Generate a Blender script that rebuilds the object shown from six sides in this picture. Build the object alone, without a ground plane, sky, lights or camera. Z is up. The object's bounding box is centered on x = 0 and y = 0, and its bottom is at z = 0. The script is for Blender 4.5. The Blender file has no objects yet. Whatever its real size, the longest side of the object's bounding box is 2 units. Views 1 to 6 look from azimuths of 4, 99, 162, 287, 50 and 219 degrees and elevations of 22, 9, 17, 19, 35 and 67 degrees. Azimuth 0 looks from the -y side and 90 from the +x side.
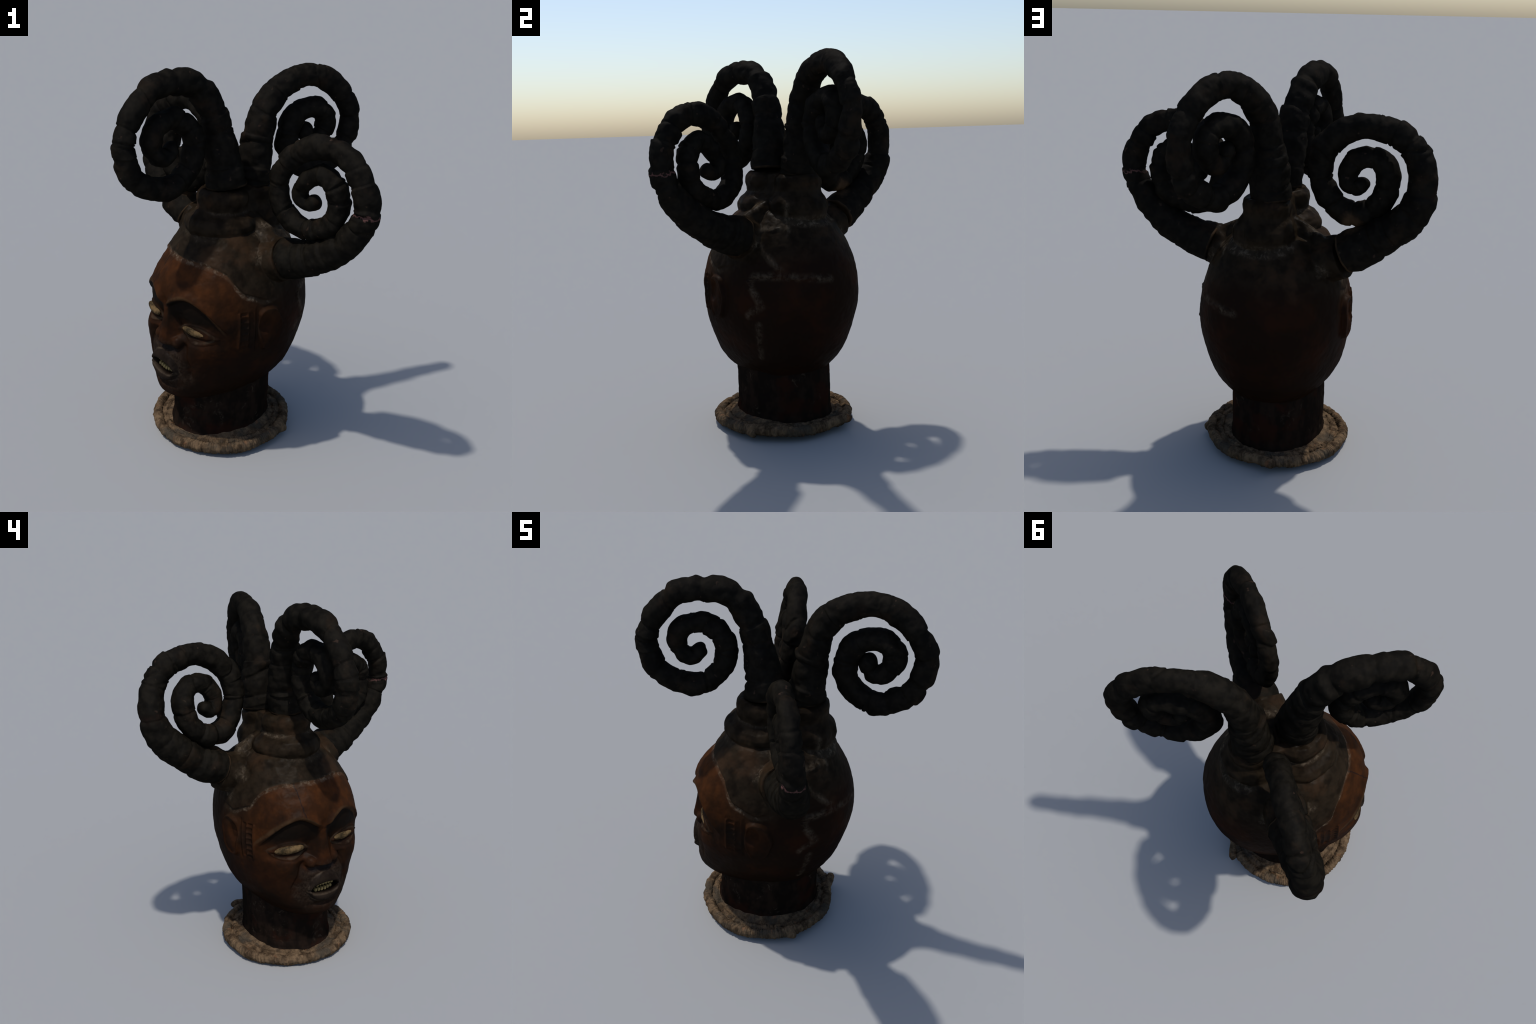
"""Carved wooden head crest, leather covered, with four coiled horns on a basketry base ring.

Local frame of the thing: the face looks to -Y, the wearer's left is +X, z is up.
The root empty turns that frame to its place in the world.
"""
import bpy, bmesh, math, random
import numpy as np
from mathutils import Vector

random.seed(7)
rng = np.random.default_rng(7)
SHEEN = 0.08
TURN = math.radians(-43.0)
AXIS = (-0.088, -0.045)

# ------------------------------------------------------------------ helpers
def sm(a, b, v):
    t = np.clip((np.asarray(v, float) - a) / (b - a), 0, 1)
    return t * t * (3 - 2 * t)

def gauss(v, s):
    return np.exp(-(v / s) ** 2)

def hash3(ix, iy, iz, seed):
    h = (ix * 374761393 + iy * 668265263 + iz * 2147483647 + seed * 1274126177) & 0xFFFFFFFF
    h = ((h ^ (h >> 13)) * 1274126177) & 0xFFFFFFFF
    h = ((h ^ (h >> 16)) * 2246822519) & 0xFFFFFFFF
    return ((h ^ (h >> 15)) & 0xFFFFFF) / float(0xFFFFFF)

def vnoise(p, scale, seed=0):
    """smooth value noise in -1..1 at points p (n,3)"""
    q = np.asarray(p) * scale
    i = np.floor(q).astype(np.int64)
    f = q - i
    f = f * f * f * (f * (f * 6 - 15) + 10)
    out = 0
    for dx in (0, 1):
        for dy in (0, 1):
            for dz in (0, 1):
                w = (f[:, 0] if dx else 1 - f[:, 0]) * (f[:, 1] if dy else 1 - f[:, 1]) * (f[:, 2] if dz else 1 - f[:, 2])
                out = out + w * hash3(i[:, 0] + dx, i[:, 1] + dy, i[:, 2] + dz, seed)
    return out * 2 - 1

def fbm(p, scale, seed=0, octaves=3):
    return sum(vnoise(p, scale * 2 ** k, seed + k) * 0.5 ** k for k in range(octaves))

def cubic(knots, values, x):
    """smooth interpolation through hand-placed knots"""
    k, v = np.array(knots, float), np.array(values, float)
    x = np.clip(x, k[0], k[-1])
    m = np.gradient(v, k)
    i = np.clip(np.searchsorted(k, x) - 1, 0, len(k) - 2)
    h = k[i + 1] - k[i]
    t = (x - k[i]) / h
    return ((2 * t**3 - 3 * t**2 + 1) * v[i] + (t**3 - 2 * t**2 + t) * h * m[i]
            + (-2 * t**3 + 3 * t**2) * v[i + 1] + (t**3 - t**2) * h * m[i + 1])

def mesh_from(name, verts, faces, smooth=True):
    me = bpy.data.meshes.new(name)
    me.from_pydata([tuple(map(float, v)) for v in verts], [], [tuple(map(int, f)) for f in faces])
    me.validate()
    if smooth:
        me.polygons.foreach_set("use_smooth", [True] * len(me.polygons))
    me.update()
    return me

def link(name, me, parent, mat=None):
    ob = bpy.data.objects.new(name, me)
    bpy.context.scene.collection.objects.link(ob)
    ob.parent = parent
    if mat is not None:
        me.materials.clear()
        me.materials.append(mat)
    return ob

def grid_faces(nu, nv, wrap_v=True):
    """quads of a nu x nv lattice, v wraps round"""
    f = []
    for i in range(nu - 1):
        for j in range(nv if wrap_v else nv - 1):
            k = (j + 1) % nv
            f.append((i * nv + j, i * nv + k, (i + 1) * nv + k, (i + 1) * nv + j))
    return f

def lathe(profile, centre, n=64, squash=(1, 1)):
    """surface of revolution from (radius, z) pairs running bottom to top, closed by fans"""
    a = np.linspace(0, 2 * np.pi, n, endpoint=False)
    v = [(centre[0] + r * squash[0] * math.cos(t), centre[1] + r * squash[1] * math.sin(t), z) for r, z in profile for t in a]
    f = grid_faces(len(profile), n)
    f.append(tuple(range(n))[::-1])
    f.append(tuple((len(profile) - 1) * n + j for j in range(n)))
    return v, f

# ------------------------------------------------------------------ shader helpers
class Nodes:
    def __init__(self, name):
        self.mat = bpy.data.materials.new(name)
        self.mat.use_nodes = True
        self.t = self.mat.node_tree
        self.t.nodes.clear()
        self.out = self.t.nodes.new("ShaderNodeOutputMaterial")
        self.bsdf = self.t.nodes.new("ShaderNodeBsdfPrincipled")
        self.t.links.new(self.bsdf.outputs[0], self.out.inputs[0])
        self.co = self.t.nodes.new("ShaderNodeTexCoord").outputs["Object"]
        s = self.t.nodes.new("ShaderNodeSeparateXYZ")
        self.t.links.new(self.co, s.inputs[0])
        self.x, self.y, self.z = s.outputs

    def put(self, sock, val):
        if isinstance(val, bpy.types.NodeSocket):
            self.t.links.new(val, sock)
        else:
            sock.default_value = val

    def m(self, op, *a, clamp=False):
        n = self.t.nodes.new("ShaderNodeMath")
        n.operation = op
        n.use_clamp = clamp
        for i, v in enumerate(a):
            self.put(n.inputs[i], v)
        return n.outputs[0]

    def add(self, *a):
        r = a[0]
        for b in a[1:]:
            r = self.m("ADD", r, b)
        return r

    def mul(self, *a):
        r = a[0]
        for b in a[1:]:
            r = self.m("MULTIPLY", r, b)
        return r

    def sub(self, a, b):
        return self.m("SUBTRACT", a, b)

    def step(self, a, b, v):
        n = self.t.nodes.new("ShaderNodeMapRange")
        n.interpolation_type = "SMOOTHSTEP"
        if b < a:
            a, b, lo, hi = b, a, 1.0, 0.0
        else:
            lo, hi = 0.0, 1.0
        n.inputs["From Min"].default_value = a
        n.inputs["From Max"].default_value = b
        n.inputs["To Min"].default_value = lo
        n.inputs["To Max"].default_value = hi
        self.put(n.inputs["Value"], v)
        return n.outputs["Result"]

    def band(self, v, width):
        """1 where v is near 0"""
        return self.step(width, width * 0.15, self.m("ABSOLUTE", v))

    def noise(self, scale, detail=4, rough=0.55, vec=None, dist=0.0, stretch=None):
        n = self.t.nodes.new("ShaderNodeTexNoise")
        n.inputs["Scale"].default_value = scale
        n.inputs["Detail"].default_value = detail
        n.inputs["Roughness"].default_value = rough
        n.inputs["Distortion"].default_value = dist
        v = vec or self.co
        if stretch:
            mp = self.t.nodes.new("ShaderNodeMapping")
            mp.inputs["Scale"].default_value = stretch
            self.t.links.new(v, mp.inputs[0])
            v = mp.outputs[0]
        self.t.links.new(v, n.inputs["Vector"])
        return n.outputs["Fac"]

    def mix(self, f, a, b):
        n = self.t.nodes.new("ShaderNodeMix")
        n.data_type = "RGBA"
        self.put(n.inputs[0], f)
        for s, v in ((n.inputs[6], a), (n.inputs[7], b)):
            self.put(s, v if isinstance(v, bpy.types.NodeSocket) else (*v, 1))
        return n.outputs[2]

    def curve(self, v, pts, xmax, lo, hi):
        """piecewise curve v -> value, as a Float Curve scaled to 0..1"""
        n = self.t.nodes.new("ShaderNodeFloatCurve")
        c = n.mapping.curves[0]
        pp = [(x / xmax, (y - lo) / (hi - lo)) for x, y in pts]
        while len(c.points) < len(pp):
            c.points.new(0.5, 0.5)
        for p, q in zip(c.points, pp):
            p.location = q
        n.mapping.update()
        self.put(n.inputs["Value"], self.m("DIVIDE", v, xmax))
        return self.add(self.mul(n.outputs[0], hi - lo), lo)

    def finish(self, colour, rough, bump=None, strength=0.3, distance=0.01, spec=0.3, tone=1.0):
        if tone != 1.0:
            n = self.t.nodes.new("ShaderNodeMix")
            n.data_type = "RGBA"
            n.blend_type = "MULTIPLY"
            n.inputs[0].default_value = 1.0
            self.t.links.new(colour, n.inputs[6])
            n.inputs[7].default_value = (tone, tone, tone, 1)
            colour = n.outputs[2]
        self.finish0(colour, rough, bump, strength, distance, spec)
        return self.mat

    def finish0(self, colour, rough, bump=None, strength=0.3, distance=0.01, spec=0.3):
        self.put(self.bsdf.inputs["Base Color"], colour)
        self.put(self.bsdf.inputs["Roughness"], rough)
        lw = self.t.nodes.new("ShaderNodeLayerWeight")
        lw.inputs["Blend"].default_value = 0.5
        face_on = self.m("POWER", self.sub(1.0, lw.outputs["Facing"]), 1.5)
        self.put(self.bsdf.inputs["Specular IOR Level"], self.mul(face_on, spec * SHEEN))
        if bump is not None:
            b = self.t.nodes.new("ShaderNodeBump")
            b.inputs["Strength"].default_value = strength
            b.inputs["Distance"].default_value = distance
            self.put(b.inputs["Height"], bump)
            self.t.links.new(b.outputs[0], self.bsdf.inputs["Normal"])
        return self.mat

# ------------------------------------------------------------------ shared curves of the face
BROW = [(0, .838), (.03, .85), (.08, .885), (.13, .903), (.19, .888), (.248, .845), (.29, .79), (.316, .745), (.36, .66)]
# hairline height by angle from the front (radians)
HAIR = [(0, 1.068), (.30, 1.068), (.62, 1.062), (.86, 1.035), (1.0, .985), (1.10, .945), (1.25, .925), (1.45, .90), (1.8, .93), (2.4, 1.0), (3.1416, 1.02)]

def brow(ax):
    return cubic(*zip(*BROW), ax)

def hairline(theta):
    return np.interp(theta, *zip(*HAIR))

# ------------------------------------------------------------------ materials
PALE = (.33, .255, .175)

def leather_head():
    k = Nodes("dark_leather_skin")
    big = k.noise(5, 4, .6)
    mid = k.noise(16, 5, .6)
    fine = k.noise(70, 4, .6)
    ax = k.m("ABSOLUTE", k.x)
    th = k.m("ABSOLUTE", k.m("ARCTAN2", k.x, k.mul(k.y, -1.0)))
    wob = k.mul(k.sub(mid, .5), .02)
    zz = k.add(k.z, wob)
    hz = k.curve(th, HAIR, 3.1416, .85, 1.1)
    dh = k.sub(zz, hz)
    front = k.step(.12, -.16, k.y)
    # orange brown on the front of the face, darker red brown round the sides and the back
    dark = k.mix(k.step(.4, .65, big), (.022, .0112, .0066), (.040, .0145, .0070))
    warm = k.mix(k.step(.35, .7, mid), (.056, .0218, .0084), (.100, .0340, .0104))
    face = k.mix(k.mul(front, k.step(.36, .72, k.add(k.mul(big, .6), k.mul(k.noise(11, 4, .65, dist=.5), .4), k.mul(k.sub(k.z, .72), .45)))), dark, warm)
    lowcheek = k.mul(k.step(.68, .40, zz), .6)
    face = k.mix(lowcheek, face, (.021, .012, .0075))
    # greyish dirt round the mouth
    mz = k.m("POWER", k.m("DIVIDE", k.sub(k.z, .49), .15), 2.0)
    mx = k.m("POWER", k.m("DIVIDE", k.x, .17), 2.0)
    mouth = k.mul(k.step(1.2, .3, k.add(mz, mx, k.mul(k.sub(mid, .5), 2.6))), front, .6)
    face = k.mix(mouth, face, k.mix(k.step(.3, .7, fine), (.016, .011, .008), (.075, .052, .036)))
    xr = k.sub(k.x, .006)
    up = k.m("DIVIDE", k.sub(k.z, .482), .096)
    dn = k.m("DIVIDE", k.sub(.482, k.z), .079)
    vz = k.m("MAXIMUM", up, dn)
    ex = k.m("DIVIDE", xr, .109)
    lipr = k.m("SQRT", k.add(k.mul(ex, ex), k.mul(vz, vz)))
    lipm = k.mul(k.step(1.02, .97, lipr), front)
    face = k.mix(k.mul(lipm, .8), face, k.mix(k.step(.3, .7, mid), (.014, .010, .008), (.036, .025, .018)))
    ox = k.m("DIVIDE", xr, .087)
    oz = k.m("DIVIDE", k.sub(k.z, .482), .031)
    opr = k.m("SQRT", k.add(k.mul(ox, ox), k.mul(oz, oz)))
    rim = k.m("MAXIMUM", k.band(k.sub(lipr, .985), .05), k.mul(k.band(k.sub(opr, 1.12), .16), k.step(.51, .47, k.z)))  # highlights on the lip edges, painted as pale lines
    face = k.mix(k.mul(rim, front, k.step(.38, .62, mid), .65), face, (.12, .088, .060))
    face = k.mix(k.mul(k.step(1.02, .9, opr), front), face, (.006, .004, .003))
    exx = k.m("DIVIDE", k.sub(k.m("ABSOLUTE", k.sub(k.x, .006)), .178), .104)
    hz_ = k.mul(k.m("POWER", k.m("MAXIMUM", k.sub(1.0, k.m("POWER", k.m("ABSOLUTE", exx), 2.2)), 0.0), .8), .040)
    ed = k.sub(k.m("ABSOLUTE", k.sub(k.z, .719)), hz_)
    lidm = k.mul(k.band(ed, .010), k.step(1.15, .9, k.m("ABSOLUTE", exx)), front, k.step(.35, .6, mid))  # eyelid rims lightened in colour to show light catching them
    face = k.mix(k.mul(lidm, .55), face, (.10, .070, .045))
    wingm = k.mul(k.band(k.sub(k.m("ABSOLUTE", k.sub(k.x, .006)), .075), .026), k.band(k.sub(k.z, .635), .034), front, k.step(.4, .65, mid))  # shine on the nostril wings, drawn into the base colour
    face = k.mix(k.mul(wingm, .45), face, (.09, .062, .040))
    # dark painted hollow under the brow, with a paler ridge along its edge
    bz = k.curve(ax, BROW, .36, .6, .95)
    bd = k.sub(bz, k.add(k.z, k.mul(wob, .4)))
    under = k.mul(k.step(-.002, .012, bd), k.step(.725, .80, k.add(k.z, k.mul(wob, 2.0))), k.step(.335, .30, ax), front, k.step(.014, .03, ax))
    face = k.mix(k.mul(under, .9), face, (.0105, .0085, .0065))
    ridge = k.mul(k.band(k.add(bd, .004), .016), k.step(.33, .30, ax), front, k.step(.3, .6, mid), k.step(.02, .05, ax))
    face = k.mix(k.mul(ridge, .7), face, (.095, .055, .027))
    # dark blue-grey band under the nose
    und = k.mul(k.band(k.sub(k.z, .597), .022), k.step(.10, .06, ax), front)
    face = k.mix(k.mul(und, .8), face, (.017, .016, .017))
    crack = k.mul(k.band(k.add(k.x, .098, k.mul(k.sub(mid, .5), .03)), .005), k.step(.89, .92, k.z), front)
    face = k.mix(k.mul(crack, .7), face, (.012, .011, .012))
    # temple panel beside the ear
    tp = k.mul(k.step(-.215, -.2, k.y), k.step(-.095, -.11, k.y), k.band(k.sub(k.z, .755), .12), k.step(.25, .3, ax))
    face = k.mix(k.mul(tp, .7), face, k.mix(mid, (.010, .008, .006), (.028, .020, .015)))
    # scalp
    hair = k.mix(k.step(.35, .65, mid), (.0180, .0125, .0076), (.038, .0262, .0158))
    hair = k.mix(k.mul(k.step(.52, .70, big), .85), hair, (.066, .036, .019))
    soft = k.step(.55, 1.6, th)
    hard = k.step(-.004, .004, dh)
    fade = k.step(-.12, .06, k.add(dh, k.mul(k.sub(big, .5), .25)))
    col = k.mix(k.add(k.mul(hard, k.sub(1.0, soft)), k.mul(fade, soft)), face, hair)
    # pale scuffs: along the hairline, in the folds round the sockets
    speck = k.step(.45, .68, k.noise(38, 5, .65, dist=.6))
    hl = k.mul(k.band(k.add(dh, .008), .018), k.step(1.75, 1.2, th), k.add(k.mul(speck, .85), .15))
    def ring(cx, cy, r, z0, w):
        dx, dy = k.sub(k.x, cx), k.sub(k.y, cy)
        d = k.sub(k.m("SQRT", k.add(k.mul(dx, dx), k.mul(dy, dy))), r)
        dz = k.sub(k.z, z0)
        q = k.m("SQRT", k.add(k.mul(d, d), k.mul(dz, dz)))
        return k.step(w, w * .25, q)
    fold = k.m("MAXIMUM", ring(.01, -.044, .175, 1.155, .035), ring(.01, .19, .155, 1.145, .04))
    fold = k.m("MAXIMUM", fold, ring(.01, -.044, .125, 1.285, .02))
    streak = k.noise(9, 5, .6, dist=.8, stretch=(1.6, 1.6, .7))
    for sx, sy, sz, w in ((.27, -.04, 1.09, .06), (.22, .03, 1.17, .055), (.20, .07, 1.22, .05), (.30, .16, 1.05, .05), (.17, .07, 1.29, .045), (.33, .02, .99, .045)):
        a, b, c = k.sub(ax, sx), k.sub(k.y, sy), k.sub(k.z, sz)
        q = k.add(k.m("SQRT", k.add(k.mul(a, a), k.mul(b, b), k.mul(c, c))), k.mul(k.sub(streak, .5), .11))
        fold = k.m("MAXIMUM", fold, k.step(w, w * .2, q))
    # dusty creases of the patched skin on the wearer's left and back
    scr = 0.0
    for (a0, z0, a1, z1) in CREASES:
        # distance to a segment on the unrolled skull (angle from the front * 0.4, z)
        u = k.sub(k.mul(k.m("ARCTAN2", k.x, k.mul(k.y, -1.0)), .4), a0 * .4)
        v = k.sub(zz, z0)
        du, dv = (a1 - a0) * .4, z1 - z0
        L = du * du + dv * dv
        t = k.m("DIVIDE", k.add(k.mul(u, du), k.mul(v, dv)), L, clamp=True)
        eu, ev = k.sub(u, k.mul(t, du)), k.sub(v, k.mul(t, dv))
        q = k.m("SQRT", k.add(k.mul(eu, eu), k.mul(ev, ev)))
        scr = k.m("MAXIMUM", scr, k.step(.030, .0, q))
    dust = k.m("MAXIMUM", k.mul(fold, k.add(k.mul(speck, .6), .12), .62), k.mul(scr, k.step(.36, .62, k.noise(26, 5, .7, dist=.4)), k.step(.30, .60, streak), .30))
    dust = k.m("MAXIMUM", dust, k.mul(hl, .55))
    col = k.mix(dust, col, PALE)
    bump = k.add(k.mul(mid, .6), k.mul(fine, .35))
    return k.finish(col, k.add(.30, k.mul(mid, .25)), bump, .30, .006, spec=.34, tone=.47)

# patched-skin creases: (angle, z) to (angle, z), angle from the front towards the wearer's left
CREASES = [(2.12, .885, 2.50, .890), (2.50, .890, 3.05, .862), (2.12, .885, 2.05, .85), (2.05, .85, 2.22, .735), (2.22, .735, 2.03, .68),
           (2.17, .63, 2.13, .45), (2.18, 1.03, 2.46, .92), (2.18, 1.11, 2.46, 1.12), (2.60, 1.24, 2.58, 1.10)]

def leather_horn(name, tint):
    k = Nodes(name)
    big = k.noise(7, 4, .6)
    mid = k.noise(22, 5, .6)
    fine = k.noise(90, 3, .6)
    a = k.mix(k.step(.35, .68, mid), (.0080, .0068, .0050), (.0190, .0158, .0112))
    a = k.mix(k.mul(k.step(.55, .72, big), .7), a, (.034 * tint, .0215, .0130))
    spot = k.step(.70, .78, k.noise(30, 2, .4))
    a = k.mix(k.mul(spot, .55), a, (.085, .05, .035))
    def patch(px, py, pz, r):
        d = [k.sub(c, v) for c, v in zip((k.x, k.y, k.z), (px, py, pz))]
        q = k.m("SQRT", k.add(*[k.mul(e, e) for e in d]))
        return k.step(r, r * .3, k.add(q, k.mul(k.sub(mid, .5), r * 1.2)))
    # worn patches and a split in the leather of the left coil
    a = k.mix(k.mul(patch(-.40, .06, 1.275, .075), .7), a, (.13, .075, .040))
    a = k.mix(k.mul(patch(-.735, .05, 1.47, .075), .6), a, (.060, .026, .018))
    split = k.mul(k.band(k.add(k.sub(k.z, 1.425), k.mul(k.sub(mid, .5), .09)), .008), k.step(.72, .76, k.x))
    a = k.mix(k.mul(split, .8), a, (.20, .095, .085))
    scuff = k.mul(k.step(.60, .75, k.noise(45, 5, .7, dist=.8)), k.step(.5, .62, big))
    a = k.mix(k.mul(scuff, .5), a, (.085, .060, .038))
    return k.finish(a, k.add(.62, k.mul(mid, .25)), k.add(mid, k.mul(fine, .4)), .28, .006, spec=.7, tone=.52)

def leather_neck():
    k = Nodes("neck_leather")
    big = k.noise(6, 4, .6)
    mid = k.noise(20, 5, .62, stretch=(1, 1, .5))
    fine = k.noise(80, 4, .6)
    c = k.mix(k.step(.4, .65, mid), (.0115, .0082, .0062), (.024, .0150, .0105))
    c = k.mix(k.mul(k.step(.5, .66, big), .7), c, (.034, .0115, .0065))
    dust = k.mul(k.step(.52, .70, k.noise(34, 5, .65, dist=.7)), k.step(.52, .68, k.noise(9, 3, .5)))
    c = k.mix(k.mul(dust, .55), c, (.10, .075, .052))
    return k.finish(c, k.add(.62, k.mul(mid, .25)), k.add(mid, k.mul(fine, .4)), .3, .006, spec=.28, tone=.6)

def cane():
    k = Nodes("wrapped_cane")
    big = k.noise(9, 4, .6)
    th = k.m("ARCTAN2", k.x, k.y)
    w = k.noise(1, 4, .7, vec=None, stretch=(26, 26, 6))
    fine = k.noise(95, 4, .65)
    c = k.mix(k.step(.32, .68, w), (.042, .027, .016), (.165, .109, .063))
    c = k.mix(k.mul(k.step(.48, .68, big), .75), c, (.055, .047, .036))
    c = k.mix(k.mul(k.step(.62, .74, k.noise(14, 3, .5)), .6), c, (.19, .085, .040))
    c = k.mix(k.mul(k.step(.5, .75, fine), .4), c, (.025, .018, .012))
    stripe = k.m("SINE", k.add(k.mul(th, 190.0), k.mul(big, 14.0)))
    return k.finish(c, .75, k.add(k.mul(stripe, .25), fine), .35, .006, spec=.2, tone=.8)

def plain(name, c0, c1, scale, rough, spec=.3, bump=.2):
    k = Nodes(name)
    n = k.noise(scale, 4, .6)
    return k.finish(k.mix(k.step(.35, .68, n), c0, c1), rough, n, bump, .004, spec=spec)

M_HEAD = leather_head()
M_HORN = leather_horn("black_wrapped_leather", 1.0)
M_NECK = leather_neck()
M_CANE = cane()
M_EYE = plain("pale_eye_inlay", (.026, .019, .010), (.128, .082, .038), 30, .5)
M_TOOTH = plain("yellowed_tooth", (.10, .074, .030), (.25, .19, .085), 60, .45)
M_CORE = plain("bare_leather_edge", (.006, .005, .004), (.040, .025, .014), 7, .7)

# ------------------------------------------------------------------ root
root = bpy.data.objects.new("horned_head_crest", None)
bpy.context.scene.collection.objects.link(root)
root.location = (AXIS[0], AXIS[1], 0)
root.rotation_euler = (0, 0, TURN)
root["label"] = "dark leather-covered carved head with four coiled horns"
root["category"] = "head crest"

# ------------------------------------------------------------------ skull
KZ = [.27, .30, .36, .43, .52, .62, .74, .86, .98, 1.08, 1.14, 1.18, 1.22]
HALF = [.09, .180, .252, .301, .335, .359, .374, .364, .334, .293, .248, .21, .12]
FRONT = [.25, .362, .410, .417, .415, .414, .415, .420, .382, .297, .250, .22, .12]
BACK = [.12, .218, .295, .350, .393, .424, .449, .442, .408, .352, .32, .25, .14]

def skull_component():
    zs = np.linspace(KZ[0], KZ[-1], 90)
    n = 120
    t = np.linspace(0, 2 * np.pi, n, endpoint=False)
    c, s = np.cos(t), np.sin(t)
    e = 2 / 2.22
    cx, sy = np.sign(c) * np.abs(c) ** e, np.sign(s) * np.abs(s) ** e
    v = []
    for z in zs:
        a, f, b = (float(cubic(KZ, q, np.array([z]))[0]) for q in (HALF, FRONT, BACK))
        for i in range(n):
            v.append((.007 + a * cx[i], .007 + (b if s[i] > 0 else f) * sy[i], z))
    f = grid_faces(len(zs), n)
    f.append(tuple(range(n))[::-1])
    f.append(tuple((len(zs) - 1) * n + j for j in range(n)))
    return v, f

def tube_component(p0, p1, r0, r1, n=40, squash=1.0):
    p0, p1 = Vector(p0), Vector(p1)
    d = (p1 - p0).normalized()
    u = d.cross(Vector((0, 0, 1))).normalized()
    w = u.cross(d)
    v = []
    for k in range(9):
        q = k / 8
        r = r0 + (r1 - r0) * q
        for j in range(n):
            a = 2 * math.pi * j / n
            v.append(tuple(p0.lerp(p1, q) + u * (r * math.cos(a)) * squash + w * (r * math.sin(a))))
    f = grid_faces(9, n)
    f.append(tuple(range(n))[::-1])
    f.append(tuple(8 * n + j for j in range(n)))
    return v, f

SOCKET_F = [(.06, 1.02), (.13, 1.10), (.155, 1.145), (.178, 1.175), (.188, 1.205), (.186, 1.228), (.172, 1.252), (.140, 1.272), (.122, 1.288), (.122, 1.31), (.129, 1.34), (.125, 1.366), (.108, 1.386), (.02, 1.388)]
SOCKET_B = [(.06, 1.0), (.14, 1.10), (.150, 1.145), (.157, 1.175), (.160, 1.205), (.156, 1.232), (.142, 1.258), (.126, 1.276), (.118, 1.295), (.120, 1.32), (.122, 1.345), (.117, 1.366), (.100, 1.380), (.02, 1.382)]

parts = [skull_component(),
         lathe(SOCKET_F, (.010, -.046)),
         lathe(SOCKET_B, (.008, .170)),
         # saddle between the two upper sockets
         lathe([(.05, 1.05), (.12, 1.12), (.115, 1.25), (.098, 1.33), (.088, 1.38), (.02, 1.392)], (.008, .07), squash=(1.0, 1.5)),
         # side sockets
         tube_component((.17, .055, 1.02), (.358, .080, 1.085), .130, .106),
         tube_component((-.17, .055, 1.04), (-.364, .064, 1.108), .130, .106),
         # skin stretched from the saddle down to the side sockets
         tube_component((.03, .065, 1.25), (.29, .07, 1.11), .055, .07, squash=.9),
         tube_component((-.03, .065, 1.27), (-.29, .085, 1.12), .04, .06, squash=.9)]
V, F = [], []
for v, f in parts:
    o = len(V)
    V += v
    F += [tuple(i + o for i in q) for q in f]
tmp = link("tmp", mesh_from("tmp", V, F), None)
r = tmp.modifiers.new("r", "REMESH")
r.mode = "VOXEL"
r.voxel_size = 0.0036
s = tmp.modifiers.new("s", "SMOOTH")
s.factor = 0.5
s.iterations = 9
dg = bpy.context.evaluated_depsgraph_get()
me = bpy.data.meshes.new_from_object(tmp.evaluated_get(dg))
bpy.data.objects.remove(tmp)

nv = len(me.vertices)
P = np.empty(nv * 3)
me.vertices.foreach_get("co", P)
P = P.reshape(-1, 3)
N = np.empty(nv * 3)
me.vertices.foreach_get("normal", N)
N = N.reshape(-1, 3)

x, y, z = P.T
ax = np.abs(x - .003)
theta = np.abs(np.arctan2(x, -y))
facing = sm(.05, -.1, y) * sm(.1, .4, -N[:, 1])

# --- face relief: dy > 0 pushes in, < 0 brings out
zb = brow(ax)
below = zb - z
depth = np.interp(ax, [0, .03, .06, .10, .175, .25, .31, .35], [.010, .028, .050, .050, .034, .016, .006, 0])
run = np.clip(below / np.maximum(zb - .735, .02), 0, 1)
socket = sm(-.004, .022, below) * sm(.650, .700, z) * (.010 + (depth - .010) * run ** .8) * (1 - sm(.30, .335, ax))
dy = socket
dy = dy - .013 * gauss(below + .010, .021) * (1 - sm(.29, .325, ax)) * sm(.0, .04, ax)
dy = dy + .010 * gauss(ax, .03) * gauss(z - .85, .03)                   # notch between the brows
dy = dy + .032 * gauss(ax - .112, .036) * gauss(z - .635, .05)
foldx = np.interp(z, [.44, .50, .60, .64], [.165, .158, .125, .105])
dy = dy + .010 * gauss(ax - foldx, .012) * sm(.42, .48, z) * sm(.66, .62, z)           # beside the nose
dy = dy - .012 * gauss(ax - .225, .07) * gauss(z - .625, .05)           # cheekbone
dy = dy + .012 * gauss(ax - .15, .035) * gauss(z - .50, .06)            # fold beside the mouth
dy = dy + .014 * sm(.105, .075, ax) * sm(.578, .59, z) * sm(.635, .61, z)   # under the nose
# eyelids: almond rims round the inlaid eye
EX, EZ = .178, .716
eu = (ax - EX) / .102
ez = z - EZ - .004 * (1 - eu ** 2)
half = .042 * np.clip(1 - np.abs(eu) ** 2.2, 0, 1) ** .8 + 1e-4
inlid = sm(1.06, .94, np.abs(eu))
mound = np.clip(1 - np.abs(ez) / half, 0, 1)
dy = dy - .015 * np.sqrt(mound) * inlid
dy = dy - .007 * gauss(np.abs(ez) - half - .003, .0055) * inlid * sm(1.0, .8, np.abs(eu))   # lid rims
dy = dy + .009 * gauss(ez + half * .50, .0045) * inlid * sm(1.0, .75, np.abs(eu))           # slit
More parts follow.
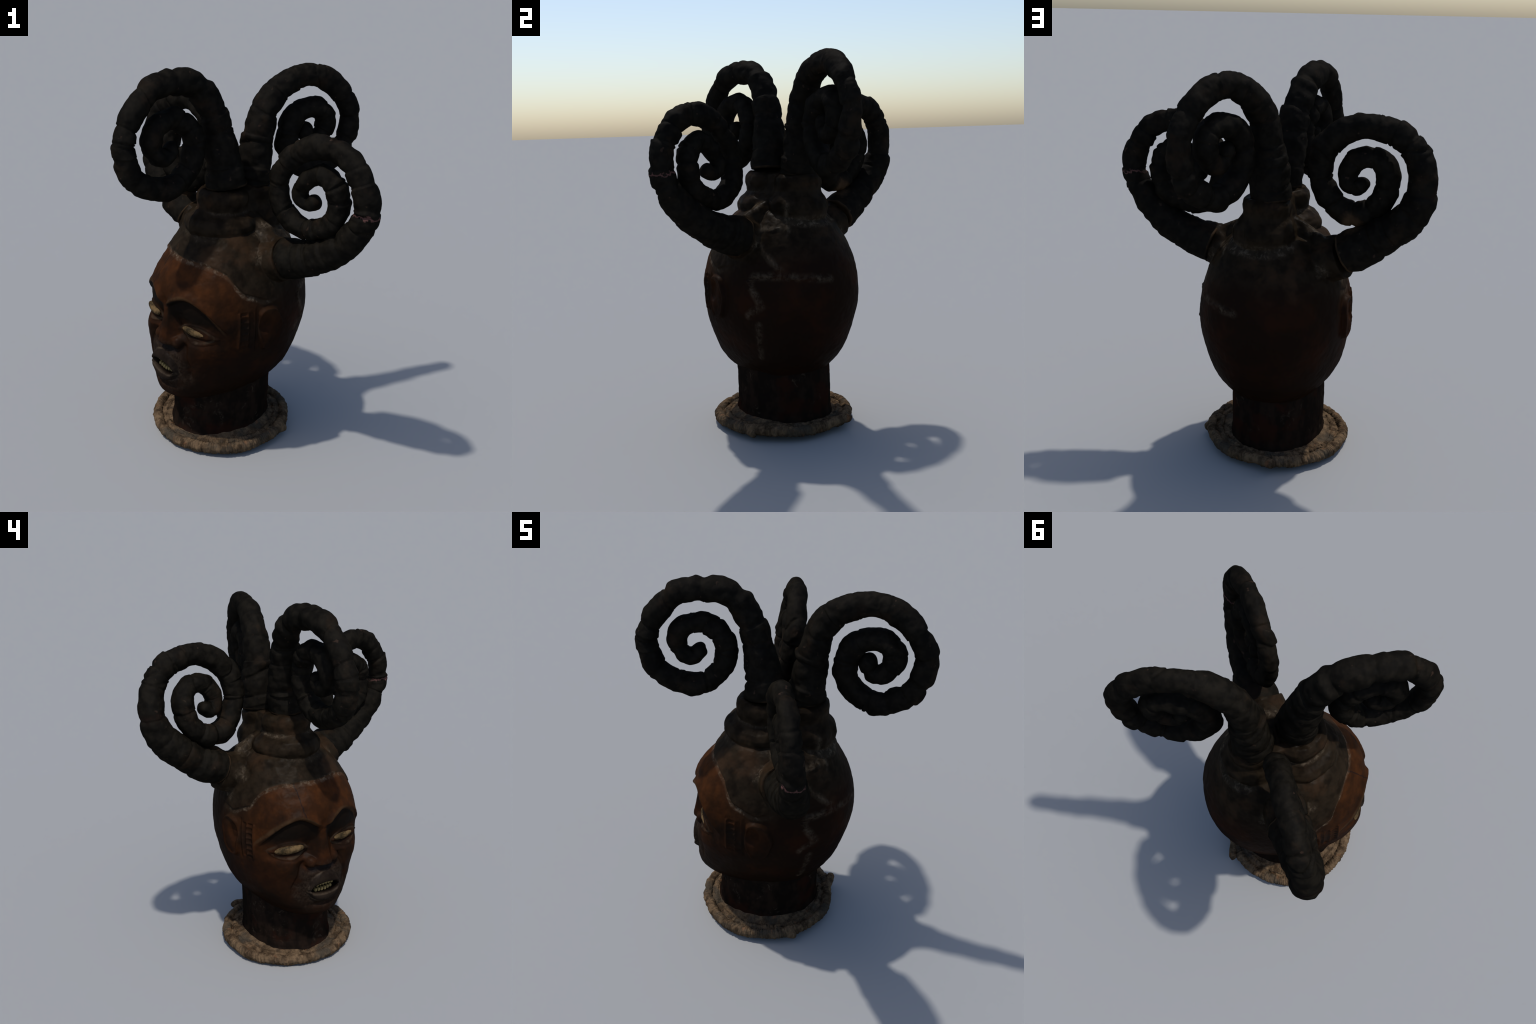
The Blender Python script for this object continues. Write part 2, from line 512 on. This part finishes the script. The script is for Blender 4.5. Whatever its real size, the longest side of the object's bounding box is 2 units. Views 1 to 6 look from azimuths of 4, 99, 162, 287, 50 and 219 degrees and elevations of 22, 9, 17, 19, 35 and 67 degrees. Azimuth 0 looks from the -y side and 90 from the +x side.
# lips and mouth opening
MZ = .482
mx_ = np.abs(x - .001)
span = np.clip(1 - (mx_ / .108) ** 2, 0, 1)
ho = .031 * np.sqrt(np.clip(1 - (mx_ / .085) ** 2, 0, 1))
dz = z - MZ
bow = .010 * gauss(ax, .022)
tu = (dz - ho) / np.maximum(.066 * span ** .6 - bow, .004)
tl = (-dz - ho) / np.maximum(.048 * span ** .6, .004)
t = np.where(dz > 0, tu, tl)
roll_ = np.where((t > 0) & (t < 1), np.sin(np.pi * np.clip(t, 0, 1) ** .8) ** .55, 0)
fall = sm(1.0, .82, mx_ / .108)
dy = dy - (.020 * roll_ + .003 * sm(1.15, .95, t)) * fall
inside = sm(0, .007, ho - np.abs(dz)) * (mx_ < .085)
dy = dy + .030 * inside
dy = dy + .012 * gauss(z - .388, .015) * sm(.13, .05, ax)               # crease under the lip
dy = dy - .008 * gauss(z - .345, .03) * gauss(ax, .09)                  # chin
ynew = y + dy * facing

# nose: a straight ridge with a flat top, cut off square below, with two wings
yr = np.interp(z, [.60, .622, .633, .70, .78, .817, .845, .87], [-.430, -.431, -.432, -.416, -.402, -.398, -.396, -.392])
wf = np.interp(z, [.62, .70, .82], [.034, .022, .020])
yn = yr + 1.15 * np.maximum(ax - wf, 0) + .006 * (ax / .03) ** 2 * (ax < wf) + np.where(ax >= wf, .006 * (wf / .03) ** 2, 0)
yn = yn + .12 * sm(.624, .602, z) + .08 * sm(.84, .90, z)
wing = np.clip(1 - ((ax - .066) / .036) ** 2 - ((z - .638) / .034) ** 2, 0, 1)
yw = np.where(wing > 0, -.368 - .038 * np.sqrt(wing), 1.0)
yn = np.minimum(yn, yw)
k = .003
h = np.clip(.5 + .5 * (ynew - yn) / k, 0, 1)
blend = ynew * (1 - h) + yn * h - k * h * (1 - h)
ynew = np.where((facing > .2) & (z < .90) & (z > .56) & (ax < .14), blend, ynew)
P[:, 1] = ynew

# --- relief along the normal: scalp step, ears, temple marks, general unevenness
hz = hairline(theta) + .006 * vnoise(P, 14, 3)
out = -.008 * gauss(z - .97, .10) * gauss(x - .17, .10) * sm(0, -.15, y)      # hollow of the left temple
out = out + .008 * sm(-.004, .006, z - hz) * sm(1.9, 1.3, theta)
side = sm(.25, .30, ax) * sm(.9, .5, np.abs(N[:, 2]))
ey, ezz = y + .040, z - .752
ey = ey + .010 * vnoise(P, 16, 77)
ezz = ezz + .012 * vnoise(P, 14, 78)
e = (np.abs(ey / (.066 + .012 * sm(-.1, .1, ezz))) ** 2.4 + np.abs(ezz / .112) ** 2.4) ** (1 / 2.4)
cut = sm(-.118, -.100, y)
ear = .016 * sm(1.08, .88, e) * cut * (.6 + .4 * sm(-.09, .0, y))
bowl = np.sqrt(((y + .072) / .046) ** 2 + ((z - .785) / .058) ** 2)
ear = ear - .014 * sm(1.1, .5, bowl) * cut
ear = ear + .008 * gauss(e - .90, .10) * cut
ear = ear + .009 * gauss(y + .062, .022) * gauss(z - .700, .035)
ear = ear - .007 * gauss(y + .112, .008) * sm(.13, .10, np.abs(z - .755))
tz = sm(.102, .094, np.abs(z - .757))
panel = -.006 * sm(-.205, -.198, y) * sm(-.116, -.122, y) * tz
panel = panel + .008 * (gauss(y + .203, .008) + .8 * gauss(y + .160, .008) + .8 * gauss(y + .126, .006)) * tz
rung = gauss(((z - .675 + .016) % .032) - .016, .006) * sm(-.203, -.196, y) * sm(-.155, -.162, y) * tz
panel = panel + .005 * rung
out = out + (ear + panel) * side
for (a0, z0, a1, z1) in CREASES:                                         # patch edges in the skin
    th = np.arctan2(x, -y)
    u, w = (th - a0) * .4, z - z0 + .01 * vnoise(P, 18, 31)
    du, dw = (a1 - a0) * .4, z1 - z0
    t = np.clip((u * du + w * dw) / (du * du + dw * dw), 0, 1)
    q = np.hypot(u - t * du, w - t * dw)
    out = out + .0035 * gauss(q, .010)
skin_top = sm(1.08, 1.16, z)
out = out + (.002 + .007 * skin_top) * fbm(P, 9, 11, 3) + .0010 * fbm(P, 45, 5, 2)
# wrinkles of the skin gathered under the sockets
out = out + .0035 * skin_top * vnoise(P * np.array([1, 1, .25]), 30, 21) * sm(1.30, 1.24, z)
P = P + N * out[:, None]
# the head is not quite symmetric: fuller on the wearer's left
low = sm(1.15, .90, z) * sm(.42, .62, z) * np.interp(y, [0, .33], [1, 0])
P[:, 0] -= .018 * gauss(z - .56, .15) * sm(-.10, -.30, y) * sm(-.04, -.16, x)      # fuller right jaw
P -= N * (.014 * gauss(z - 1.04, .11) * sm(-.02, -.15, x) * sm(.05, -.08, y))[:, None]  # flatter right temple
P[:, 0] -= .010 * gauss(z - .95, .10) * gauss(y - .08, .14) * sm(-.1, -.28, x)
P[:, 0] += low * (.005 + np.where(x > 0, .013, .005) * sm(0, .28, np.abs(x)))
me.vertices.foreach_set("co", P.ravel())
me.polygons.foreach_set("use_smooth", [True] * len(me.polygons))
me.update()

# --- split the one surface into named regions with shared borders and normals
def split(me, classify, parent, mat):
    n = len(me.vertices)
    co = np.empty(n * 3); me.vertices.foreach_get("co", co); co = co.reshape(-1, 3)
    no = np.empty(n * 3); me.vertices.foreach_get("normal", no); no = no.reshape(-1, 3)
    counts = np.empty(len(me.polygons), int); me.polygons.foreach_get("loop_total", counts)
    starts = np.empty(len(me.polygons), int); me.polygons.foreach_get("loop_start", starts)
    li = np.empty(len(me.loops), int); me.loops.foreach_get("vertex_index", li)
    cen = np.empty(len(me.polygons) * 3); me.polygons.foreach_get("center", cen); cen = cen.reshape(-1, 3)
    lab = classify(cen)
    for name in sorted(set(lab)):
        sel = np.flatnonzero(lab == name)
        idx = [li[starts[i]:starts[i] + counts[i]] for i in sel]
        used = np.unique(np.concatenate(idx))
        back = np.full(n, -1); back[used] = np.arange(len(used))
        sub = mesh_from(name.split("|")[0], co[used], [back[q] for q in idx])
        sub.normals_split_custom_set_from_vertices([tuple(v) for v in no[used]])
        link(name.split("|")[0], sub, parent, mat)

def head_regions(c):
    x, y, z = c.T
    ax = np.abs(x - .003)
    th = np.abs(np.arctan2(x, -y))
    lab = np.full(len(c), "scalp", dtype=object)
    lab[(z < hairline(th)) & (th < 1.75)] = "face"
    lab[(z < hairline(th)) & (th >= 1.75)] = "back_of_head"
    nose = (y < -.3) & (z > .603) & (z < .83) & (ax < np.interp(z, [.6, .66, .83], [.098, .075, .03]))
    lab[nose] = "nose"
    lips = (y < -.3) & (np.sqrt((ax / .122) ** 2 + (np.where(z > .483, (z - .483) / .1, (.483 - z) / .08)) ** 2) < 1)
    lab[lips] = "mouth"
    ear = (ax > .3) & (y > -.112) & (y < .04) & (np.abs(z - .752) < .122)
    lab[ear & (x > 0)] = "ear|l"
    lab[ear & (x < 0)] = "ear|r"
    top = z > 1.155
    d1 = np.hypot(x - .01, y + .046)
    d2 = np.hypot(x - .008, y - .176)
    lab[top & (d1 <= d2) & (d1 < .21)] = "horn_socket|f"
    lab[top & (d2 < d1) & (d2 < .19)] = "horn_socket|b"
    st = (ax > .295) & (z > .98) & (np.hypot(y - .07, z - 1.1) < .14)
    lab[st & (x > 0)] = "horn_socket|l"
    lab[st & (x < 0)] = "horn_socket|r"
    return lab

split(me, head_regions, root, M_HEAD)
bpy.data.meshes.remove(me)

# ------------------------------------------------------------------ eyes and teeth
def blob(name, half, parent, mat, loc, rot=(0, 0, 0), power=2.0, rough=.0, seed=0):
    n, m = 20, 28
    v = []
    for i in range(n):
        p = math.pi * (i + .5) / n - math.pi / 2
        for j in range(m):
            t = 2 * math.pi * j / m
            q = [math.cos(p) * math.cos(t), math.cos(p) * math.sin(t), math.sin(p)]
            v.append([math.copysign(abs(a) ** (2 / power), a) * h for a, h in zip(q, half)])
    v = np.array(v)
    v = v * (1 + rough * vnoise(v, 40, seed))[:, None]
    f = grid_faces(n, m) + [tuple(range(m))[::-1], tuple((n - 1) * m + j for j in range(m))]
    ob = link(name, mesh_from(name, v, f), parent, mat)
    ob.location = loc
    ob.rotation_euler = rot
    return ob

for sgn in (1, -1):
    blob("eye", (.084, .022, .0245), root, M_EYE, (sgn * EX + .005, -.339, EZ + .010), (0, sgn * math.radians(2), sgn * math.radians(17)), 1.9, .05, 3)

for row, (z0, n, w) in enumerate(((.5000, 7, .0190), (.4680, 6, .0195))):
    for i in range(n):
        u = i - (n - 1) / 2
        px = .003 + u * w
        blob("tooth", (w * .43, .012,   .0125 - .0014 * abs(u) * .4), root, M_TOOTH,
             (px, -.388 + .9 * px ** 2 + rng.normal(0, .0012), z0 + (.004 if row else -.004) * (abs(u) / 3) ** 2 + rng.normal(0, .0008)),
             (0, rng.normal(0, .06), 0), 2.6, .04, i + 10 * row)

# ------------------------------------------------------------------ neck
def neck():
    n = 220
    zs = np.linspace(.030, .46, 130)
    a = np.linspace(0, 2 * np.pi, n, endpoint=False)
    A, Z = np.meshgrid(a, zs)
    R = np.interp(Z, [.03, .06, .10, .30, .46], [1.08, 1.03, 1.0, 1.0, .985])
    X = .240 * R * np.cos(A)
    Y = .283 * R * np.sin(A)
    v = np.stack([X, Y, Z], -1).reshape(-1, 3)
    nrm = np.stack([np.cos(A), np.sin(A), 0 * A], -1).reshape(-1, 3)
    v = v + nrm * (.004 * fbm(v * np.array([1, 1, .6]), 8, 41, 3) + .0012 * fbm(v, 40, 43, 2))[:, None]
    return mesh_from("neck", v, grid_faces(len(zs), n))

link("neck", neck(), root, M_NECK)

# ------------------------------------------------------------------ basketry base: two wrapped rolls and the mat between
def slope(x, y):
    """the base ring sits a little lower under the right of the face"""
    return .030 * (.47 * x + .88 * y)

def roll(name, radius, tube, height, wraps, seed, start=0.0, sweep=2 * math.pi, ends=0.0, squash=1.0):
    """a coil of cane bound with strips: every strip is a small swelling of the tube"""
    nu, nvv = 900, 30
    closed = sweep > 6.28
    u = np.linspace(0, 1, nu, endpoint=not closed)
    a = start + sweep * u
    phi = np.linspace(0, 2 * np.pi, nvv, endpoint=False)
    A, PH = np.meshgrid(a, phi, indexing="ij")
    ring = np.stack([np.cos(A), np.sin(A), PH * 0], -1).reshape(-1, 3)
    wob = vnoise(ring, 2.2, seed) * .006 + vnoise(ring, 6, seed + 1) * .003
    hob = vnoise(ring, 2.5, seed + 2) * .006 + vnoise(ring, 9, seed + 3) * .003
    t = (A.ravel() * wraps / (2 * np.pi) + .35 * np.sin(PH.ravel()) + 1.2 * vnoise(ring, 5, seed + 4))
    cell = np.floor(t)
    frac = t - cell
    size = hash3(cell.astype(np.int64), cell.astype(np.int64) * 0, cell.astype(np.int64) * 0 + 1, seed)
    swell = (np.sin(np.pi * frac) ** .7 - .6) * (.0025 + .0035 * size)
    rr = tube * (1 + .08 * vnoise(ring, 8, seed + 5)) + swell
    p3 = np.stack([ring[:, 0] * radius, ring[:, 1] * radius, PH.ravel() * .05], -1)
    rr = rr + .004 * fbm(p3, 35, seed + 6, 2)
    if ends:
        uu = np.repeat(u, nvv)
        rr = rr * np.sqrt(np.clip(1 - (np.abs(uu - .5) * 2) ** 24, .02, 1))
    rad = radius + wob + rr * np.cos(PH.ravel())
    v = np.stack([ring[:, 0] * rad + .005, ring[:, 1] * rad - .004, height + slope(ring[:, 0] * radius, ring[:, 1] * radius) + hob * .6 + squash * rr * np.sin(PH.ravel())], -1)
    f = grid_faces(nu, nvv)
    if closed:
        k = (nu - 1) * nvv
        f += [(k + j, k + (j + 1) % nvv, (j + 1) % nvv, j) for j in range(nvv)]
    else:
        f += [tuple(range(nvv))[::-1], tuple((nu - 1) * nvv + j for j in range(nvv))]
    return mesh_from(name, v, f)

base = bpy.data.objects.new("base_ring", None)
bpy.context.scene.collection.objects.link(base)
base.parent = root
link("cane_roll", roll("cane_roll", .356, .027, .040, 110, 51), base, M_CANE)
link("cane_roll", roll("cane_roll", .308, .017, .043, 64, 61), base, M_CANE)

def mat_ring():
    nu, nr = 500, 26
    a = np.linspace(0, 2 * np.pi, nu, endpoint=False)
    r = np.linspace(.235, .358, nr)
    A, R = np.meshgrid(a, r, indexing="ij")
    top = np.stack([np.cos(A) * R + .005, np.sin(A) * R - .004, 0 * A], -1).reshape(-1, 3)
    top[:, 2] = np.interp(R.ravel(), [.235, .27, .31, .358], [.074, .060, .052, .050]) + slope(top[:, 0], top[:, 1]) + .004 * fbm(top, 18, 71, 3)
    bot = top.copy()
    bot[:, 2] = .022 + slope(top[:, 0], top[:, 1]) + .004 * vnoise(top, 12, 75)
    v = np.concatenate([top, bot])
    f = []
    o = nu * nr
    for i in range(nu):
        k = (i + 1) % nu
        for j in range(nr - 1):
            f.append((i * nr + j, i * nr + j + 1, k * nr + j + 1, k * nr + j)[::-1])
            f.append((o + i * nr + j, o + i * nr + j + 1, o + k * nr + j + 1, o + k * nr + j))
        for j in (0, nr - 1):
            q = (i * nr + j, k * nr + j, o + k * nr + j, o + i * nr + j)
            f.append(q if j == 0 else q[::-1])
    return mesh_from("woven_mat", v, f)

link("woven_mat", mat_ring(), base, M_CANE)

def cane_end(loc, direction, length, r, seed):
    """the free end of a cane that sticks out of the coil"""
    d = Vector(direction).normalized()
    u = d.cross(Vector((0, 0, 1))).normalized()
    w = u.cross(d)
    n, m = 30, 24
    v = []
    for i in range(n):
        q = i / (n - 1)
        rr = r * (1 - .10 * q) * math.sqrt(max(.05, 1 - max(0, (q - .72) / .28) ** 2.5))
        for j in range(m):
            a = 2 * math.pi * j / m
            v.append(Vector(loc) + d * (q * length) + u * (rr * math.cos(a)) + w * (rr * math.sin(a)))
    v = np.array(v)
    v = v + .003 * np.stack([fbm(v, 40, seed + k, 2) for k in range(3)], -1)
    f = grid_faces(n, m) + [tuple(range(m))[::-1], tuple((n - 1) * m + j for j in range(m))]
    return mesh_from("cane_end", v, f)

link("cane_end", cane_end((.325, .060, .047), (.22, .98, -.06), .125, .026, 81), base, M_CANE)
link("cane_end", cane_end((-.02, .345, .056), (-.97, .23, .05), .145, .026, 91), base, M_CANE)

# ------------------------------------------------------------------ horns
def catmull(pts, samples):
    p = np.array(pts, float)
    p = np.vstack([2 * p[0] - p[1], p, 2 * p[-1] - p[-2]])
    res = []
    for i in range(1, len(p) - 2):
        t = np.linspace(0, 1, samples, endpoint=False)[:, None]
        a, b, c, d = p[i - 1], p[i], p[i + 1], p[i + 2]
        res.append(.5 * (2 * b + (c - a) * t + (2 * a - 5 * b + 4 * c - d) * t**2 + (3 * b - a - 3 * c + d) * t**3))
    res.append(p[-2][None])
    return np.vstack(res)

def horn(base_at, outward, up, spine, radii, seed, oval):
    """a coiled tube that drifts a little out of its plane, wrapped in leather bands that overlap.
    spine: (outward, up, sideways) control points; radii: (fraction of length, radius);
    oval: sideways thickness at the root, the outer turn and the inner turn"""
    o = np.array(outward) / np.linalg.norm(outward)
    w = np.array(up) / np.linalg.norm(up)
    nrm = np.cross(o, w)
    c = catmull(spine, 24)
    L = np.concatenate([[0], np.cumsum(np.linalg.norm(np.diff(c, axis=0), axis=1))])
    n = int(L[-1] / .0045)
    s = np.linspace(0, L[-1], n)
    c = np.stack([np.interp(s, L, c[:, i]) for i in range(3)], -1)
    pad = np.pad(c, ((6, 6), (0, 0)), mode="reflect", reflect_type="odd")
    c = np.stack([np.convolve(pad[:, i], np.ones(13) / 13, "valid") for i in range(3)], -1)
    c = c @ np.stack([o, w, nrm])
    tan = np.gradient(c, axis=0)
    tan /= np.linalg.norm(tan, axis=1)[:, None]
    e1 = np.cross(nrm, tan)
    e1 /= np.linalg.norm(e1, axis=1)[:, None]
    e2 = np.cross(tan, e1)
    frac = s / L[-1]
    R = cubic(*zip(*radii), frac)
    tip = radii[-1][1] * .9
    d = np.clip((s - (L[-1] - tip)) / tip, 0, 1)
    R = R * np.sqrt(np.clip(1 - d ** 2, .0025, 1))
    ov = np.interp(frac, [0, .36, .55, .8], [oval[0], oval[1], oval[1] * .6 + oval[2] * .4, oval[2]])
    m = 56
    phi = np.linspace(0, 2 * np.pi, m, endpoint=False)
    S, PH = np.meshgrid(s, phi, indexing="ij")
    # overlapping bands: each swells slowly, then steps down under the next one
    r = np.random.default_rng(seed)
    edges = [0.0]
    while edges[-1] < L[-1]:
        edges.append(edges[-1] + r.choice([.07, .10, .13, .16]) * r.uniform(.85, 1.2))
    edges = np.array(edges)
    tilt, lean = r.normal(0, .016, len(edges)), r.uniform(0, 6.28, len(edges))
    amp = r.uniform(.15, 1.4, len(edges))
    one_side = r.uniform(0, 6.28, len(edges))
    b0 = np.clip(np.searchsorted(edges, S, side="right") - 1, 0, len(edges) - 2)
    S2 = S + tilt[b0] * np.cos(PH - lean[b0])
    b = np.clip(np.searchsorted(edges, S2, side="right") - 1, 0, len(edges) - 2)
    q = np.clip((S2 - edges[b]) / (edges[b + 1] - edges[b]), 0, 1)
    prof = sm(0, .26, q) * (1 - sm(.80, 1.0, q)) * (.65 + .35 * q)
    prof = prof * (.65 + .35 * np.cos(PH - one_side[b]))
    lumps = (prof - .58) * .0135 * amp[b] * np.minimum(1, R / .05)[:, None]
    dirs = np.cos(PH)[..., None] * e1[:, None] + (np.sin(PH) * ov[:, None])[..., None] * e2[:, None]
    p0 = (c[:, None] + R[:, None, None] * dirs).reshape(-1, 3)
    g = (.007 * vnoise(p0 + seed, 11, seed) + .005 * vnoise(p0, 23, seed + 1) + .0018 * vnoise(p0, 55, seed + 2) + .0005 * vnoise(p0, 110, seed + 3)).reshape(n, m)
    rr = R[:, None] + (lumps + g) * np.minimum(1, (R / .05))[:, None]
    v = (c[:, None] + rr[..., None] * dirs).reshape(-1, 3) + np.array(base_at)
    f = grid_faces(n, m)
    f.append(tuple((n - 1) * m + j for j in range(m)))
    f = [q[::-1] for q in f]
    return mesh_from("horn", v, f), v[:m], tan[0]

def horn_cap(ring0, axis):
    """the cut end of the horn: a bare edge with a shallow dished face"""
    cen = ring0.mean(0)
    m = len(ring0)
    v, f = [], []
    for sc, sh in ((1.004, .004), (1.012, -.001), (1.0, -.006), (.93, -.008), (.80, -.003), (.4, -.001), (.02, -.001)):
        v.append(cen + (ring0 - cen) * sc + axis * sh)
    v = np.vstack(v)
    f = grid_faces(7, m)
    f.append(tuple(6 * m + j for j in range(m)))
    return mesh_from("horn_rim", v, f)

HORNS = [
    dict(base_at=(0.005, -0.064, 1.394), outward=[-0.014, -1.0, 0.0], up=[-0.066, 0.001, 0.998], seed=101,
         spine=[(-0.028, 0.014, -0.018), (-0.013, 0.155, -0.014), (0.014, 0.295, -0.009), (0.049, 0.392, -0.006), (0.116, 0.49, -0.005), (0.213, 0.536, -0.005), (0.292, 0.539, -0.007), (0.41, 0.503, -0.008), (0.5, 0.423, -0.009), (0.558, 0.317, -0.01), (0.56, 0.237, -0.011), (0.534, 0.143, -0.011), (0.465, 0.084, -0.011), (0.375, 0.054, -0.011), (0.304, 0.051, -0.011), (0.225, 0.091, -0.011), (0.18, 0.163, -0.011), (0.166, 0.238, -0.011), (0.191, 0.31, -0.011), (0.259, 0.365, -0.011), (0.327, 0.374, -0.011), (0.391, 0.339, -0.011), (0.412, 0.272, -0.011), (0.389, 0.206, -0.011), (0.332, 0.195, -0.011), (0.299, 0.231, -0.011), (0.305, 0.271, -0.011)],
         radii=[(0, 0.104), (0.045, 0.094), (0.1, 0.08), (0.22, 0.068), (0.4, 0.058), (0.55, 0.06), (0.7, 0.059), (0.85, 0.055), (1, 0.044)], oval=[1.06, 0.97, 1.01]),
    dict(base_at=(-0.007, 0.198, 1.379), outward=[0.28, 0.96, -0.0], up=[-0.048, 0.014, 0.999], seed=202,
         spine=[(-0.028, 0.004, 0.0), (-0.018, 0.135, 0.006), (0.003, 0.277, 0.012), (0.024, 0.375, 0.017), (0.088, 0.471, 0.023), (0.159, 0.515, 0.026), (0.259, 0.542, 0.024), (0.367, 0.534, 0.021), (0.47, 0.464, 0.019), (0.533, 0.373, 0.016), (0.553, 0.286, 0.014), (0.524, 0.188, 0.014), (0.46, 0.107, 0.014), (0.365, 0.057, 0.014), (0.268, 0.068, 0.014), (0.191, 0.129, 0.014), (0.16, 0.213, 0.014), (0.176, 0.296, 0.014), (0.227, 0.357, 0.014), (0.311, 0.381, 0.014), (0.375, 0.357, 0.014), (0.402, 0.304, 0.014), (0.388, 0.242, 0.014), (0.336, 0.205, 0.014), (0.285, 0.216, 0.014), (0.28, 0.262, 0.014), (0.309, 0.287, 0.014)],
         radii=[(0, 0.103), (0.05, 0.094), (0.12, 0.081), (0.22, 0.069), (0.4, 0.06), (0.55, 0.062), (0.7, 0.061), (0.85, 0.057), (1, 0.044)], oval=[1.06, 0.78, 1.01]),
    dict(base_at=(0.346, 0.093, 1.072), outward=[0.976, 0.218, 0.0], up=[0.015, -0.069, 0.998], seed=303,
         spine=[(0.0, 0.004, 0.0), (0.154, 0.057, 0.007), (0.277, 0.124, 0.014), (0.364, 0.189, 0.022), (0.432, 0.292, 0.03), (0.454, 0.385, 0.031), (0.439, 0.471, 0.028), (0.39, 0.556, 0.024), (0.322, 0.612, 0.021), (0.22, 0.632, 0.017), (0.134, 0.611, 0.016), (0.032, 0.535, 0.016), (-0.032, 0.42, 0.016), (-0.021, 0.31, 0.016), (0.033, 0.244, 0.016), (0.12, 0.205, 0.016), (0.211, 0.225, 0.016), (0.282, 0.284, 0.016), (0.299, 0.37, 0.016), (0.28, 0.446, 0.016), (0.227, 0.488, 0.016), (0.154, 0.472, 0.016), (0.096, 0.42, 0.016), (0.086, 0.362, 0.016), (0.13, 0.334, 0.016), (0.196, 0.367, 0.016)],
         radii=[(0, 0.102), (0.06, 0.093), (0.12, 0.083), (0.22, 0.067), (0.4, 0.061), (0.55, 0.058), (0.7, 0.055), (0.85, 0.052), (1, 0.037)], oval=[1.1, 0.78, 1.01]),
    dict(base_at=(-0.373, 0.078, 1.133), outward=[-0.991, -0.132, 0.0], up=[-0.013, 0.095, 0.995], seed=404,
         spine=[(0.0, -0.01, -0.016), (0.114, 0.047, -0.021), (0.206, 0.112, -0.022), (0.281, 0.177, -0.015), (0.341, 0.264, -0.014), (0.352, 0.384, -0.014), (0.326, 0.485, -0.016), (0.27, 0.557, -0.02), (0.178, 0.6, -0.025), (0.073, 0.611, -0.032), (-0.032, 0.571, -0.038), (-0.118, 0.485, -0.043), (-0.138, 0.388, -0.048), (-0.119, 0.292, -0.052), (-0.066, 0.212, -0.056), (0.011, 0.18, -0.058), (0.099, 0.197, -0.057), (0.17, 0.27, -0.053), (0.192, 0.374, -0.048), (0.163, 0.446, -0.045), (0.09, 0.467, -0.044), (0.024, 0.435, -0.045), (-0.008, 0.371, -0.048), (0.014, 0.318, -0.051), (0.061, 0.329, -0.051), (0.067, 0.364, -0.049)],
         radii=[(0, 0.101), (0.06, 0.094), (0.12, 0.086), (0.22, 0.072), (0.4, 0.061), (0.55, 0.064), (0.7, 0.06), (0.85, 0.055), (1, 0.044)], oval=[1.1, 0.83, 1.01]),
]
for spec in HORNS:
    hm, ring0, axis = horn(**spec)
    ho = link("horn", hm, root, M_HORN)
    link("horn_rim", horn_cap(ring0, axis), ho, M_CORE)
